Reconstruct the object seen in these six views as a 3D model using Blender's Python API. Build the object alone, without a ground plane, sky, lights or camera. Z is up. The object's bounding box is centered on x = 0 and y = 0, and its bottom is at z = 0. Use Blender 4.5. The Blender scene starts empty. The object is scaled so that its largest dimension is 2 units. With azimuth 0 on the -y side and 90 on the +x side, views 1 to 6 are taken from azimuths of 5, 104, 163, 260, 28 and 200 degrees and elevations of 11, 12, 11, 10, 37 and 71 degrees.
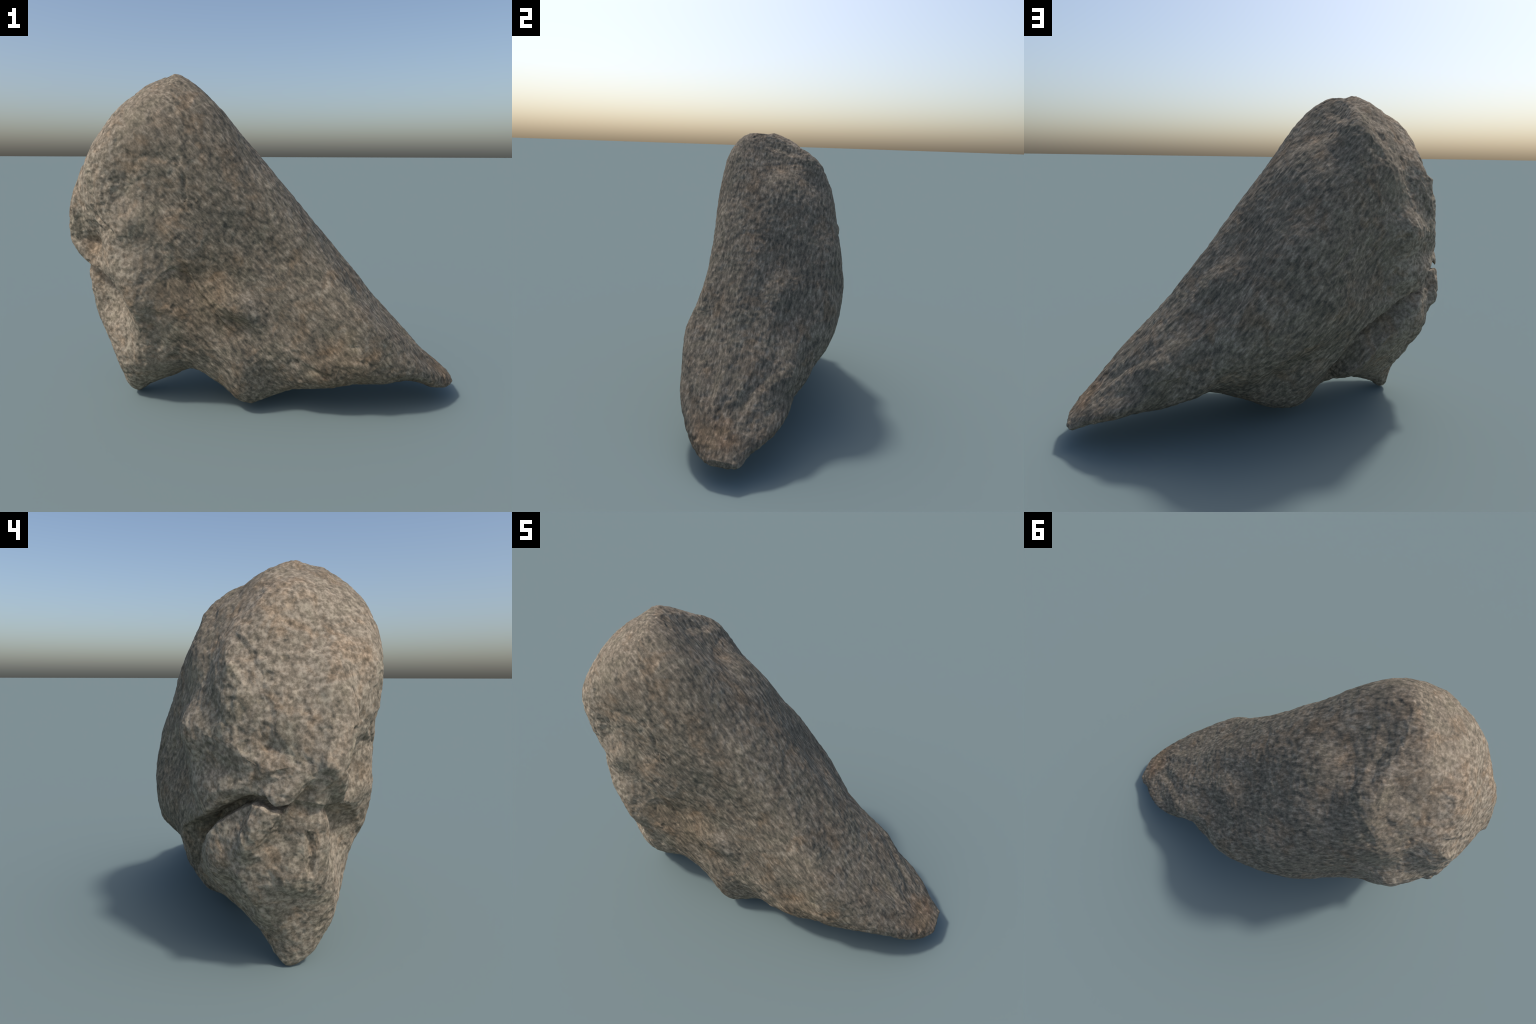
"""A weathered granite boulder: a tall blunt head that tapers down a long slope to a
low tip, standing on a pointed foot and a keel, with a split-off slab low on its blunt end."""
import bmesh
import bpy
import math
import numpy as np
from mathutils import Vector, noise

# ---------------------------------------------------------------------------
# 1. Body: cross-sections from the low tip (+x) to the blunt end (-x).
#    Each: x of the plane, centre y, centre z, and the radius at evenly spaced
#    directions around the centre, starting at +y (back), then up, front, down.
# ---------------------------------------------------------------------------
SECTIONS = [
    ( 0.996,  0.028, 0.104, [0.085, 0.037, 0.020, 0.015, 0.013, 0.012, 0.013, 0.015, 0.020, 0.036, 0.068, 0.052, 0.033, 0.025, 0.021, 0.020, 0.021, 0.025, 0.033, 0.056]),
    ( 0.975,  0.020, 0.100, [0.120, 0.083, 0.050, 0.037, 0.032, 0.030, 0.032, 0.037, 0.048, 0.071, 0.085, 0.071, 0.048, 0.037, 0.032, 0.030, 0.032, 0.037, 0.050, 0.083]),
    ( 0.930, -0.005, 0.125, [0.162, 0.123, 0.077, 0.058, 0.049, 0.047, 0.049, 0.057, 0.075, 0.105, 0.120, 0.107, 0.078, 0.061, 0.052, 0.050, 0.053, 0.061, 0.082, 0.127]),
    ( 0.850, -0.050, 0.170, [0.275, 0.174, 0.109, 0.074, 0.063, 0.075, 0.085, 0.101, 0.094, 0.139, 0.147, 0.134, 0.111, 0.090, 0.082, 0.075, 0.079, 0.092, 0.120, 0.172]),
    ( 0.740, -0.055, 0.211, [0.330, 0.261, 0.186, 0.181, 0.149, 0.154, 0.127, 0.184, 0.199, 0.224, 0.209, 0.135, 0.110, 0.105, 0.113, 0.108, 0.097, 0.098, 0.125, 0.185]),
    ( 0.610, -0.060, 0.260, [0.354, 0.360, 0.300, 0.277, 0.240, 0.238, 0.216, 0.241, 0.297, 0.274, 0.263, 0.230, 0.189, 0.170, 0.165, 0.158, 0.151, 0.155, 0.191, 0.282]),
    ( 0.470, -0.060, 0.355, [0.348, 0.364, 0.313, 0.311, 0.300, 0.313, 0.302, 0.296, 0.350, 0.328, 0.306, 0.313, 0.291, 0.257, 0.245, 0.230, 0.221, 0.221, 0.250, 0.363]),
    ( 0.330, -0.060, 0.450, [0.441, 0.411, 0.340, 0.357, 0.346, 0.392, 0.371, 0.386, 0.351, 0.323, 0.297, 0.316, 0.370, 0.374, 0.333, 0.316, 0.314, 0.318, 0.346, 0.415]),
    ( 0.190, -0.055, 0.525, [0.489, 0.485, 0.442, 0.403, 0.407, 0.476, 0.482, 0.447, 0.362, 0.319, 0.310, 0.328, 0.381, 0.442, 0.438, 0.406, 0.414, 0.430, 0.428, 0.466]),
    ( 0.050, -0.050, 0.600, [0.492, 0.482, 0.504, 0.490, 0.502, 0.558, 0.586, 0.512, 0.365, 0.329, 0.313, 0.323, 0.388, 0.457, 0.560, 0.431, 0.553, 0.499, 0.438, 0.494]),
    (-0.090, -0.050, 0.675, [0.489, 0.501, 0.529, 0.545, 0.599, 0.634, 0.690, 0.574, 0.404, 0.344, 0.312, 0.367, 0.369, 0.544, 0.664, 0.447, 0.628, 0.564, 0.480, 0.491]),
    (-0.230, -0.050, 0.750, [0.450, 0.473, 0.515, 0.579, 0.617, 0.654, 0.791, 0.628, 0.454, 0.371, 0.333, 0.345, 0.390, 0.521, 0.641, 0.646, 0.599, 0.549, 0.490, 0.479]),
    (-0.360, -0.050, 0.800, [0.387, 0.420, 0.487, 0.587, 0.708, 0.737, 0.837, 0.667, 0.466, 0.405, 0.362, 0.344, 0.417, 0.527, 0.618, 0.643, 0.644, 0.592, 0.473, 0.426]),
    (-0.490, -0.050, 0.850, [0.358, 0.401, 0.434, 0.544, 0.622, 0.752, 0.772, 0.682, 0.463, 0.407, 0.367, 0.377, 0.447, 0.526, 0.684, 0.751, 0.657, 0.551, 0.435, 0.365]),
    (-0.610, -0.050, 0.850, [0.346, 0.410, 0.405, 0.464, 0.578, 0.694, 0.706, 0.649, 0.440, 0.411, 0.360, 0.401, 0.451, 0.508, 0.701, 0.779, 0.609, 0.524, 0.382, 0.366]),
    (-0.720, -0.050, 0.850, [0.284, 0.325, 0.342, 0.444, 0.529, 0.620, 0.619, 0.583, 0.453, 0.349, 0.334, 0.345, 0.324, 0.256, 0.656, 0.808, 0.513, 0.488, 0.359, 0.327]),
    (-0.810, -0.056, 0.850, [0.220, 0.260, 0.293, 0.361, 0.402, 0.448, 0.493, 0.488, 0.358, 0.244, 0.159, 0.195, 0.250, 0.138, 0.492, 0.536, 0.511, 0.382, 0.205, 0.255]),
    (-0.880, -0.060, 0.850, [0.163, 0.154, 0.135, 0.213, 0.260, 0.289, 0.400, 0.335, 0.242, 0.180, 0.135, 0.158, 0.196, 0.174, 0.349, 0.400, 0.210, 0.340, 0.194, 0.142]),
    (-0.935, -0.088, 0.864, [0.086, 0.077, 0.068, 0.100, 0.132, 0.166, 0.261, 0.249, 0.187, 0.141, 0.119, 0.129, 0.131, 0.083, 0.105, 0.113, 0.017, 0.157, 0.139, 0.078]),
    (-0.975, -0.107, 0.874, [0.014, 0.011, 0.007, 0.016, 0.033, 0.063, 0.116, 0.144, 0.119, 0.092, 0.081, 0.080, 0.059, 0.026, 0.014, 0.006, 0.006, 0.019, 0.007, 0.006]),
    (-1.000, -0.120, 0.880, [0.006, 0.006, 0.006, 0.006, 0.006, 0.006, 0.006, 0.026, 0.045, 0.030, 0.031, 0.024, 0.006, 0.006, 0.006, 0.006, 0.006, 0.006, 0.006, 0.006]),
]


def spline_weights(count, samples, closed):
    """Catmull-Rom weights that resample `count` control values to `samples`."""
    weights = np.zeros((samples, count))
    places = np.arange(samples) / samples * count if closed else np.linspace(0, count - 1, samples)
    for row, t in enumerate(places):
        i = int(math.floor(t))
        f = t - i
        if not closed and i >= count - 1:
            i, f = count - 2, 1.0
        blend = (-.5 * f + f * f - .5 * f ** 3, 1 - 2.5 * f * f + 1.5 * f ** 3,
                 .5 * f + 2 * f * f - 1.5 * f ** 3, -.5 * f * f + .5 * f ** 3)
        for k, w in zip(range(i - 1, i + 3), blend):
            if closed:
                weights[row, k % count] += w
            elif k < 0:
                weights[row, 0] += 2 * w
                weights[row, 1] -= w
            elif k > count - 1:
                weights[row, count - 1] += 2 * w
                weights[row, count - 2] -= w
            else:
                weights[row, k] += w
    return weights


def loft(sections, per_section, per_angle):
    count, around = len(sections), len(sections[0][3])
    along = spline_weights(count, (count - 1) * per_section + 1, False)
    turn = spline_weights(around, around * per_angle, True)
    frame = along @ np.array([s[:3] for s in sections])
    radii = np.maximum(along @ np.array([s[3] for s in sections]) @ turn.T, .004)
    m, n = radii.shape
    a = np.arange(n) / n * 2 * math.pi
    points = np.stack([np.repeat(frame[:, :1], n, 1), frame[:, 1:2] + radii * np.cos(a),
                       frame[:, 2:3] + radii * np.sin(a)], -1).reshape(-1, 3)
    faces = [(i * n + j, i * n + (j + 1) % n, (i + 1) * n + (j + 1) % n, (i + 1) * n + j)
             for i in range(m - 1) for j in range(n)]
    faces.append(tuple(range(n))[::-1])
    faces.append(tuple((m - 1) * n + j for j in range(n)))
    return points, faces


def make_object(name, points, faces):
    mesh = bpy.data.meshes.new(name)
    mesh.from_pydata([tuple(p) for p in points], [], faces)
    mesh.validate()
    obj = bpy.data.objects.new(name, mesh)
    bpy.context.scene.collection.objects.link(obj)
    return obj


def bake(obj):
    """Apply all modifiers of an object."""
    depsgraph = bpy.context.evaluated_depsgraph_get()
    mesh = bpy.data.meshes.new_from_object(obj.evaluated_get(depsgraph))
    obj.modifiers.clear()
    old = obj.data
    obj.data = mesh
    bpy.data.meshes.remove(old)


def coords(mesh):
    co = np.empty(len(mesh.vertices) * 3, np.float32)
    mesh.vertices.foreach_get("co", co)
    return co.reshape(-1, 3).astype(float)


def normals(mesh):
    no = np.empty(len(mesh.vertices) * 3, np.float32)
    mesh.vertices.foreach_get("normal", no)
    return no.reshape(-1, 3).astype(float)


def set_coords(mesh, co):
    mesh.vertices.foreach_set("co", co.astype(np.float32).ravel())
    mesh.update()


def smooth_step(a, b, v):
    t = np.clip((v - a) / (b - a), 0, 1)
    return t * t * (3 - 2 * t)


def nearest_on_path(p, path):
    """Closest point of a polyline: its distance, place along it (0..1) and offset vector."""
    path = np.array(path, float)
    best = np.full(len(p), 1e9)
    place = np.zeros(len(p))
    offset = np.zeros_like(p)
    tangent = np.zeros_like(p)
    lengths = np.linalg.norm(np.diff(path, axis=0), axis=1)
    start = np.concatenate([[0], np.cumsum(lengths)]) / lengths.sum()
    for i, (a, b) in enumerate(zip(path[:-1], path[1:])):
        t = np.clip((p - a) @ (b - a) / lengths[i] ** 2, 0, 1)
        d = p - (a + t[:, None] * (b - a))
        r = np.linalg.norm(d, axis=1)
        near = r < best
        best[near] = r[near]
        place[near] = (start[i] + t * (start[i + 1] - start[i]))[near]
        offset[near] = d[near]
        tangent[near] = (b - a) / lengths[i]
    return best, place, offset, tangent


def jitter(p, scale, amount, seed):
    """Noise per point, for ragged edges."""
    shift = Vector((seed * 3.7, seed * 1.3, -seed * 2.1))
    return amount * np.array([noise.noise(Vector(q) * scale + shift) for q in p])


class Sculptor:
    """Strokes on the vertices of one mesh, like the tools of a sculpting program."""

    def __init__(self, mesh):
        self.mesh = mesh
        self.reload()

    def reload(self):
        self.p = coords(self.mesh)
        self.n = normals(self.mesh)

    def flush(self):
        set_coords(self.mesh, self.p)
        self.reload()

    def near(self, path, reach):
        path = np.array(path, float)
        low, high = path.min(0) - reach, path.max(0) + reach
        return np.where(np.all((self.p > low) & (self.p < high), axis=1))[0]

    def groove(self, path, width, depth, fade=.15, rough=.006, seed=1):
        """A crack (positive depth) or a ridge (negative depth) along a path."""
        k = self.near(path, width * 3)
        q = self.p[k]
        d, t, _, _ = nearest_on_path(q, path)
        d = d + jitter(q, 24, rough, seed)
        ends = np.clip(np.minimum(t, 1 - t) / fade, 0, 1) ** .7 if fade > 0 else 1
        self.p[k] -= self.n[k] * (depth * ends * np.exp(-(d / width) ** 2))[:, None]
        self.flush()

    def undercut(self, path, below, widths, depths, step=.012, seed=1):
        """A ledge: the surface on the `below` side drops in steeply at the path and ramps back out."""
        reach = max(widths) * 1.3
        k = self.near(path, reach)
        q = self.p[k]
        d, t, off, tan = nearest_on_path(q, path)
        across = np.cross(tan, self.n[k])
        across /= np.linalg.norm(across, axis=1)[:, None] + 1e-9
        across *= np.sign(across @ np.array(below, float))[:, None]
        s = (off * across).sum(1) + jitter(q, 15, .008, seed)
        beyond = np.sqrt(np.maximum(d ** 2 - (off * across).sum(1) ** 2, 0))
        knots = np.linspace(0, 1, len(widths))
        w, h = np.interp(t, knots, widths), np.interp(t, knots, depths)
        profile = smooth_step(-step, step, s) * np.clip(1 - s / w, 0, 1) ** .8
        profile *= np.clip(1 - beyond / .05, 0, 1)
        self.p[k] -= self.n[k] * (h * profile)[:, None]
        self.flush()

    def dab(self, centre, radius, amount, direction=None):
        """A soft push out (positive) or in (negative) around a point."""
        k = self.near([centre], radius * 2.2)
        d = np.linalg.norm(self.p[k] - np.array(centre), axis=1)
        move = self.n[k] if direction is None else np.array(direction, float)
        self.p[k] += move * (amount * np.exp(-(d / radius) ** 2))[:, None]
        self.flush()


def voxel_remesh(obj, size):
    remesh = obj.modifiers.new("even", "REMESH")
    remesh.mode = "VOXEL"
    remesh.voxel_size = size
    bake(obj)


# ---------------------------------------------------------------------------
# 2. Build: loft, then the big breaks, then facets and grain
# ---------------------------------------------------------------------------
points, faces = loft(SECTIONS, 8, 8)
boulder = make_object("boulder", points, faces)
voxel_remesh(boulder, .009)

# The split that sets the slab apart: a wedge-shaped slot from the belly, up the back and round under
# the bulging blunt end. Stations: lip of the body, rim of the slab, bottom of the slot.
SPLIT = [
    ((-.23, .17, .17), (-.33, .18, .17), (-.28, .13, .19)),
    ((-.17, .27, .26), (-.33, .25, .235), (-.26, .16, .26)),
    ((-.265, .32, .40), (-.39, .262, .295), (-.32, .20, .36)),
    ((-.33, .335, .50), (-.445, .275, .345), (-.38, .215, .44)),
    ((-.445, .32, .560), (-.53, .272, .43), (-.44, .165, .54)),
    ((-.65, .265, .652), (-.66, .262, .56), (-.54, .145, .635)),
    ((-.75, .215, .70), (-.74, .225, .63), (-.63, .10, .685)),
    ((-.83, .108, .757), (-.84, .11, .722), (-.73, .06, .735)),
    ((-.90, .00, .747), (-.91, .02, .718), (-.845, .0, .733)),
    ((-.93, -.05, .738), (-.94, -.05, .722), (-.895, -.05, .73)),
]
steps = spline_weights(len(SPLIT), 60, False)
lip, rim, inner = (steps @ np.array([s[k] for s in SPLIT]) for k in range(3))
lip = inner + (lip - inner) * 1.5
rim = inner + (rim - inner) * 1.5
lip[:, 2] += [noise.noise(Vector(p) * 14) * .012 for p in lip]
rim += [noise.noise_vector(Vector(p) * 16) * .014 for p in rim]
ring = np.stack([lip, rim, inner], 1).reshape(-1, 3)
sides = [(3 * i + a, 3 * i + b, 3 * i + 3 + b, 3 * i + 3 + a) for i in range(59) for a, b in ((0, 1), (1, 2), (2, 0))]
slot = make_object("slot_cutter", ring, sides + [(2, 1, 0), (177, 178, 179)])
bm = bmesh.new()
bm.from_mesh(slot.data)
bmesh.ops.recalc_face_normals(bm, faces=bm.faces)
bm.to_mesh(slot.data)
bm.free()
cut = boulder.modifiers.new("split", "BOOLEAN")
cut.operation = "DIFFERENCE"
cut.object = slot
cut.solver = "EXACT"
bake(boulder)
bpy.data.objects.remove(slot)
voxel_remesh(boulder, .008)
rock = Sculptor(boulder.data)

# its ragged continuation round the front corner
rock.undercut([(-.96, -.06, .74), (-.88, -.18, .71), (-.76, -.28, .68), (-.65, -.37, .57), (-.55, -.38, .48)],
              (0, 0, -1), [.05, .07, .1, .1, .08], [.006, .010, .012, .004, .0], seed=3)
# niche beside the square block under the bulge
rock.undercut([(-.84, -.27, .96), (-.78, -.33, .95), (-.70, -.40, .94)], (0, 0, -1), [.06, .08, .05], [.0, .01, .006], seed=5)
# level lower edge of the bulge, right of the slot
rock.undercut([(-.93, -.04, .740), (-.92, -.10, .735), (-.88, -.16, .725)], (0, 0, -1),
              [.05, .06, .05], [.025, .03, .02], step=.008, seed=23)
# vertical cleft in the slab face
rock.groove([(-.92, -.08, .64), (-.9, -.1, .54), (-.89, -.1, .46)], .012, .03, seed=7)
# front face: the long diagonal break with a hollow below it, and small cracks
rock.undercut([(-.46, -.40, .73), (-.41, -.39, .75), (-.34, -.38, .74), (-.31, -.38, .66), (-.23, -.38, .56),
               (-.20, -.36, .51), (-.14, -.35, .43), (-.05, -.35, .39)], (-.6, 0, -1),
              [.04, .07, .08, .08, .07, .06, .05, .03], [.003, .006, .006, .005, .005, .004, .004, .002], step=.008, seed=10)
# the slab bulges to a ridge and falls back towards the front; the belly and keel hang a little
rock.dab((-.83, -.03, .46), .08, .035, (-.9, .3, 0))
rock.dab((-.68, .09, .34), .07, .035, (-.5, .8, -.1))
rock.dab((-.82, -.25, .52), .08, .035, (.6, .8, 0))
rock.dab((-.89, -.15, .83), .055, .03)
rock.dab((.10, .22, .18), .09, .025, (0, .5, -.8))
rock.dab((-.18, .12, .12), .07, .025, (0, .3, -.95))
rock.dab((-.20, .10, .10), .06, .025, (0, 0, -1))
rock.dab((.80, -.02, .06), .12, .012, (0, 0, 1))
rock.dab((.55, .00, .06), .12, .008, (0, 0, 1))
rock.dab((.45, .28, .35), .07, .02)
rock.dab((-.17, .39, .70), .08, .02)
rock.dab((-.50, .15, 1.42), .06, .018)
rock.dab((-.14, -.37, .60), .09, .012)
# fuller patches on the front and just behind the crown
rock.dab((-.20, -.36, .57), .08, .015)
rock.dab((-.54, -.42, 1.12), .06, .012)
rock.dab((-.19, .06, 1.34), .09, .018)
# pinch the foot to a point
rock.dab((-.73, .02, .13), .08, .035, (.5, -.8, .2))
# crown: crisp edge between the lit face and the dished slope
CROWN = [(-.39, -.37, 1.54), (-.40, -.26, 1.605), (-.41, -.18, 1.61), (-.41, -.05, 1.58), (-.40, .10, 1.53),
         (-.40, .22, 1.42), (-.49, .26, 1.33)]
rock.groove(CROWN, .03, -.012, fade=.1, seed=14)
rock.groove([(-.33, -.17, 1.57), (-.34, -.09, 1.55), (-.34, .03, 1.51), (-.36, .14, 1.48)], .03, .01, fade=.3, seed=15)
rock.dab((-.38, -.10, 1.60), .05, -.012)
rock.dab((-.56, -.12, 1.60), .045, -.014)
rock.dab((-.47, -.12, 1.62), .05, .014, (0, 0, 1))
rock.dab((-.42, -.33, 1.55), .05, -.012)
rock.dab((-.78, -.15, 1.38), .10, -.012)
# broken ledge and nub on the blunt end
rock.undercut([(-.72, .14, 1.33), (-.78, .11, 1.27), (-.83, .08, 1.20), (-.85, .07, 1.13), (-.89, .04, 1.03), (-.90, .04, .90)],
              (0, 1, 0), [.06, .09, .08, .09, .08, .05], [.008, .016, .012, .014, .01, .004], step=.014, seed=16)
rock.dab((-.775, .175, 1.20), .028, .016, (-.7, .4, .5))
# back: long groove down to the waist, overhanging lip near the tip
rock.groove([(.15, .27, .89), (.21, .30, .78), (.26, .31, .67), (.33, .30, .55), (.40, .33, .42)], .04, .016, seed=17)
rock.undercut([(.80, .17, .25), (.72, .22, .28), (.63, .28, .33), (.45, .30, .36), (.38, .33, .41)], (0, 0, -1),
              [.06, .1, .1, .08, .05], [.005, .012, .012, .01, .005], seed=18)
rock.groove([(.84, .11, .24), (.72, .14, .325), (.66, .20, .37), (.59, .27, .40)], .03, -.01, seed=19)
# folds along the bottom of the front

# lumps, then chips: sharp-edged on the blunt end and crown, soft on the slope
rock.reload()
chipped = .35 + .65 * smooth_step(-.25, -.5, rock.p[:, 0] + jitter(rock.p, 3, .1, 29))
chips = np.abs(jitter(rock.p, 9, 1, 30)) + .6 * np.abs(jitter(rock.p, 20, 1, 31))
rock.p += rock.n * (jitter(rock.p, 6, .005, 34) + .008 * chipped * (.35 - chips))[:, None]
rock.flush()
voxel_remesh(boulder, .008)
thin = boulder.modifiers.new("facets", "DECIMATE")
thin.ratio = 6000 / (2 * len(boulder.data.polygons))
bake(boulder)
fine = boulder.modifiers.new("fine", "SUBSURF")
fine.subdivision_type = "SIMPLE"
fine.levels = 3
soft = boulder.modifiers.new("soft", "SMOOTH")
soft.iterations = 1
bake(boulder)
mesh = boulder.data
rock = Sculptor(mesh)
# hairline cracks: on the front, the back and along the bottom folds
rock.groove([(-.80, -.34, 1.02), (-.73, -.37, .96), (-.67, -.42, .91), (-.60, -.44, .81), (-.54, -.43, .77)],
            .010, .010, seed=6)
rock.groove([(-.41, -.43, .88), (-.38, -.41, .83), (-.34, -.39, .76)], .012, .012, seed=11)
rock.groove([(-.33, -.44, 1.18), (-.33, -.43, 1.09), (-.34, -.43, 1.01)], .008, .01, seed=12)
rock.groove([(-.64, -.42, 1.06), (-.645, -.427, 1.02), (-.64, -.42, .98)], .009, .01, seed=13)
rock.groove([(-.28, .39, .94), (-.20, .41, .86), (-.13, .42, .80), (-.07, .43, .69)], .014, .012, seed=20)
rock.groove([(.14, -.37, .32), (.24, -.37, .27), (.33, -.36, .23)], .014, .012, seed=21)
rock.groove([(.30, -.37, .35), (.36, -.38, .39), (.47, -.37, .39)], .010, .008, seed=22)
FISSURES = [[(-.46, -.40, .73), (-.40, -.39, .75), (-.34, -.38, .73), (-.31, -.38, .66), (-.23, -.38, .56), (-.17, -.36, .47), (-.05, -.35, .39), (-.03, -.36, .30)],
            [(-.64, -.38, .56), (-.55, -.39, .48), (-.44, -.38, .42), (-.33, -.36, .34)],
            [(-.50, -.44, 1.36), (-.49, -.44, 1.27), (-.50, -.43, 1.19)], [(-.60, -.43, 1.20), (-.59, -.43, 1.10), (-.60, -.43, .98)],
            [(-.52, -.43, 1.08), (-.51, -.43, .98), (-.53, -.43, .90)], [(-.70, -.41, 1.24), (-.71, -.40, 1.14), (-.70, -.40, 1.04)],
            [(-.90, -.02, 1.00), (-.91, -.01, .90), (-.92, .00, .80)], [(-.86, -.20, 1.12), (-.88, -.17, 1.02), (-.90, -.15, .92)],
            [(-.88, -.06, .60), (-.87, -.05, .48), (-.84, -.06, .36)], [(-.84, .03, .62), (-.83, .05, .52), (-.80, .06, .44)],
            [(.05, -.36, .45), (.12, -.37, .38), (.22, -.37, .33)], [(-.05, -.34, .28), (.06, -.35, .24), (.16, -.36, .22)],
            [(.45, -.37, .33), (.58, -.33, .28), (.70, -.28, .24)], [(.83, -.12, .235), (.86, -.08, .22), (.90, -.06, .17)],
            [(.10, .38, .62), (.02, .42, .54), (-.06, .41, .44)], [(-.30, .38, .80), (-.36, .37, .70), (-.40, .35, .62)],
            [(.30, .28, .70), (.36, .27, .60), (.42, .27, .52)], [(-.50, .30, .44), (-.58, .27, .40), (-.66, .22, .36)]]
for i, path in enumerate(FISSURES):
    rock.groove(path, .008, .012 if i < 2 else .008, rough=.012, seed=40 + i)
rough_end = .4 + .6 * smooth_step(-.2, -.5, rock.p[:, 0])
pits = np.clip(jitter(rock.p, 20, 1, 35) + .5 * jitter(rock.p, 44, 1, 36) - .22, 0, .35)
rock.p -= rock.n * (.014 * rough_end * pits)[:, None]
rock.flush()
# shallow furrows that run down the slope
down = np.array([.66, 0, -.75])
stretched = rock.p - .78 * (rock.p @ down)[:, None] * down
furrows = np.minimum(np.abs(jitter(stretched, 22, 1, 37)), .25)
rock.p += rock.n * (.010 * (1.25 - rough_end) * (furrows - .18))[:, None]
rock.flush()
rock.p += rock.n * (jitter(rock.p, 38, .0025, 32) + jitter(rock.p, 80, .0015, 33))[:, None]
rock.flush()
co = coords(mesh)
co[:, 2] -= co[:, 2].min() * np.exp(-(np.linalg.norm(co - co[co[:, 2].argmin()], axis=1) / .12) ** 2)   # set the foot on the ground
set_coords(mesh, co)
mesh.polygons.foreach_set("use_smooth", [True] * len(mesh.polygons))

# ---------------------------------------------------------------------------
# 3. Granite: tan blotches among dark grey grains, streaked along the slope
# ---------------------------------------------------------------------------
mat = bpy.data.materials.new("granite")
mat.use_nodes = True
tree = mat.node_tree
bsdf = tree.nodes["Principled BSDF"]


def node(kind, **settings):
    n = tree.nodes.new(kind)
    for key, value in settings.items():
        if hasattr(n, key):
            setattr(n, key, value)
        else:
            n.inputs[key].default_value = value
    return n


def link(a, b):
    tree.links.new(a, b)


def noise_tex(vector, scale, detail=3.0, rough=.55, distortion=0.0):
    n = node("ShaderNodeTexNoise", Scale=scale, Detail=detail, Roughness=rough, Distortion=distortion)
    link(vector, n.inputs["Vector"])
    return n.outputs["Fac"]


def ramp(fac, stops):
    n = node("ShaderNodeValToRGB")
    elements = n.color_ramp.elements
    while len(elements) < len(stops):
        elements.new(.5)
    for e, (position, colour) in zip(elements, stops):
        e.position = position
        e.color = (*colour, 1) if len(colour) == 3 else (colour[0],) * 3 + (1,)
    link(fac, n.inputs["Fac"])
    return n.outputs["Color"]


def mix(fac, a, b, blend="MIX"):
    n = node("ShaderNodeMix", data_type="RGBA", blend_type=blend)
    for value, socket in ((fac, n.inputs[0]), (a, n.inputs[6]), (b, n.inputs[7])):
        if hasattr(value, "links"):
            link(value, socket)
        elif isinstance(value, tuple):
            socket.default_value = (*value, 1)
        else:
            socket.default_value = value
    return n.outputs[2]


def math_node(op, a, b=0.0, clamp=False):
    n = node("ShaderNodeMath", operation=op, use_clamp=clamp)
    for value, socket in ((a, n.inputs[0]), (b, n.inputs[1])):
        if hasattr(value, "links"):
            link(value, socket)
        else:
            socket.default_value = value
    return n.outputs[0]


def zone(centre, radius, wobble):
    """1 inside a ragged ball, 0 outside."""
    n = node("ShaderNodeVectorMath", operation="DISTANCE")
    link(place, n.inputs[0])
    n.inputs[1].default_value = centre
    d = math_node("ADD", n.outputs["Value"], math_node("MULTIPLY", math_node("SUBTRACT", wobble, .5), radius * 1.6))
    r = node("ShaderNodeMapRange")
    r.interpolation_type = "SMOOTHSTEP"
    link(d, r.inputs["Value"])
    r.inputs["From Min"].default_value = radius * 1.15
    r.inputs["From Max"].default_value = radius * .45
    return r.outputs["Result"]


place = node("ShaderNodeTexCoord").outputs["Object"]
turn = node("ShaderNodeMapping")
turn.vector_type = "TEXTURE"
turn.inputs["Rotation"].default_value = (0, math.radians(48.5), 0)
turn.inputs["Scale"].default_value = (2.6, 1, 1)
link(place, turn.inputs["Vector"])
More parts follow.
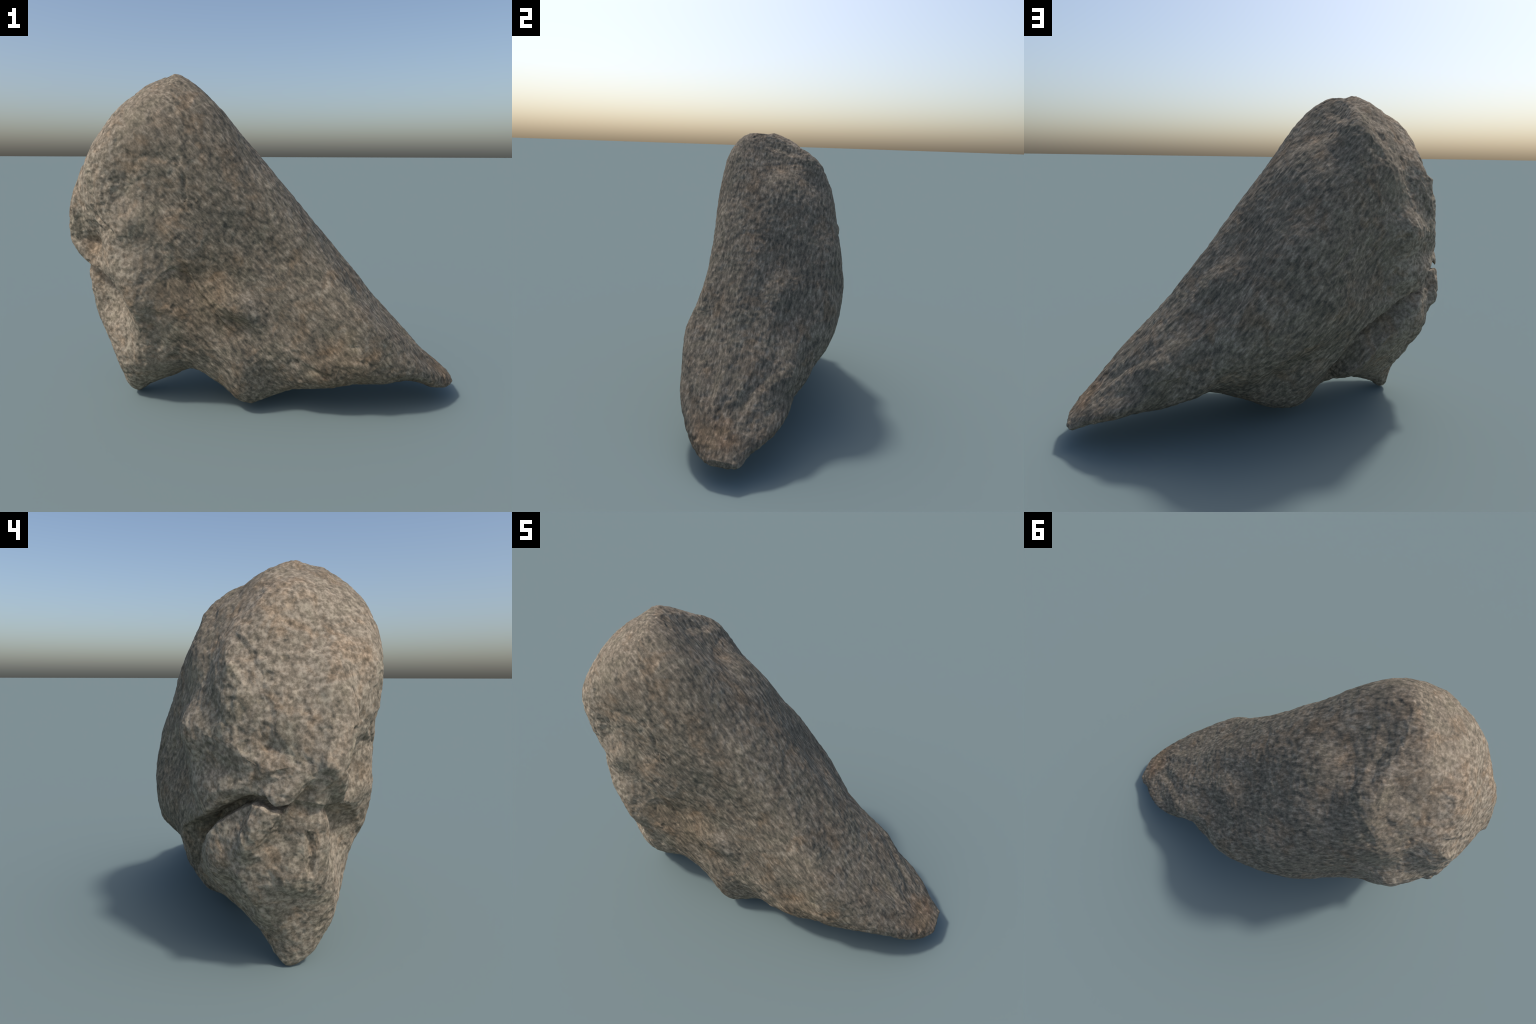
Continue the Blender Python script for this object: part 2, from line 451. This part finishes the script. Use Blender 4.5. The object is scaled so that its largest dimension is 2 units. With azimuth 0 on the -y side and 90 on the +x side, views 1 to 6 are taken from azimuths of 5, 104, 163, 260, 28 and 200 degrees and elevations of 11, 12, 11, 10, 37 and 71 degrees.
# streaked coordinates everywhere but on the blunt end, where the blotches are round
split = node("ShaderNodeSeparateXYZ")
link(place, split.inputs[0])
broad = noise_tex(place, 2.6, 3, .5)
patchy = noise_tex(place, 6.5, 4, .6)
streak = noise_tex(turn.outputs["Vector"], 64, 4, .62)
blotch = noise_tex(place, 46, 4, .6)
blunt = node("ShaderNodeMapRange")
link(math_node("ADD", split.outputs["X"], math_node("MULTIPLY", broad, .3)), blunt.inputs["Value"])
blunt.inputs["From Min"].default_value = -.25
blunt.inputs["From Max"].default_value = -.5
speckle = mix(blunt.outputs["Result"], streak, blotch)
fine_grain = noise_tex(place, 120, 3, .6)
level = math_node("ADD", math_node("MULTIPLY", speckle, .8), math_node("MULTIPLY", fine_grain, .2))
level = math_node("ADD", level, math_node("MULTIPLY", math_node("SUBTRACT", patchy, .5), .18))
# the blunt end and crown are paler
pale = math_node("MULTIPLY", blunt.outputs["Result"], .07)
level = math_node("ADD", level, pale)
stone = ramp(level, [(.31, (.064, .060, .050)), (.43, (.130, .111, .084)), (.54, (.214, .177, .131)), (.70, (.39, .328, .25))])
# hue patches: grey-green, pinkish brown
hue = noise_tex(place, 9, 4, .6, .6)
stone = mix(math_node("MULTIPLY", ramp(hue, [(.5, (0,)), (.66, (1,))]), .55), stone, (.96, 1.0, .95), "MULTIPLY")
stone = mix(math_node("MULTIPLY", ramp(hue, [(.34, (1,)), (.48, (0,))]), .6), stone, (1.08, .93, .80), "MULTIPLY")
rust_mask = math_node("MAXIMUM", zone((-.28, -.42, .62), .27, patchy), zone((.40, -.38, .27), .22, patchy))
stone = mix(math_node("MULTIPLY", rust_mask, .35), stone, (1.0, .80, .60), "MULTIPLY")
tip_mask = zone((.93, -.03, .18), .12, patchy)
stone = mix(math_node("MULTIPLY", tip_mask, .6), stone, (1.1, .85, .68), "MULTIPLY")
link(stone, bsdf.inputs["Base Color"])
bsdf.inputs["Roughness"].default_value = .92
bsdf.inputs["Specular IOR Level"].default_value = .15
bump = node("ShaderNodeBump", Strength=.4, Distance=.006)
link(level, bump.inputs["Height"])
link(bump.outputs["Normal"], bsdf.inputs["Normal"])
mesh.materials.clear()
mesh.materials.append(mat)

boulder["label"] = "weathered grey-brown granite boulder tapering to a low tip"
boulder["category"] = "rock"
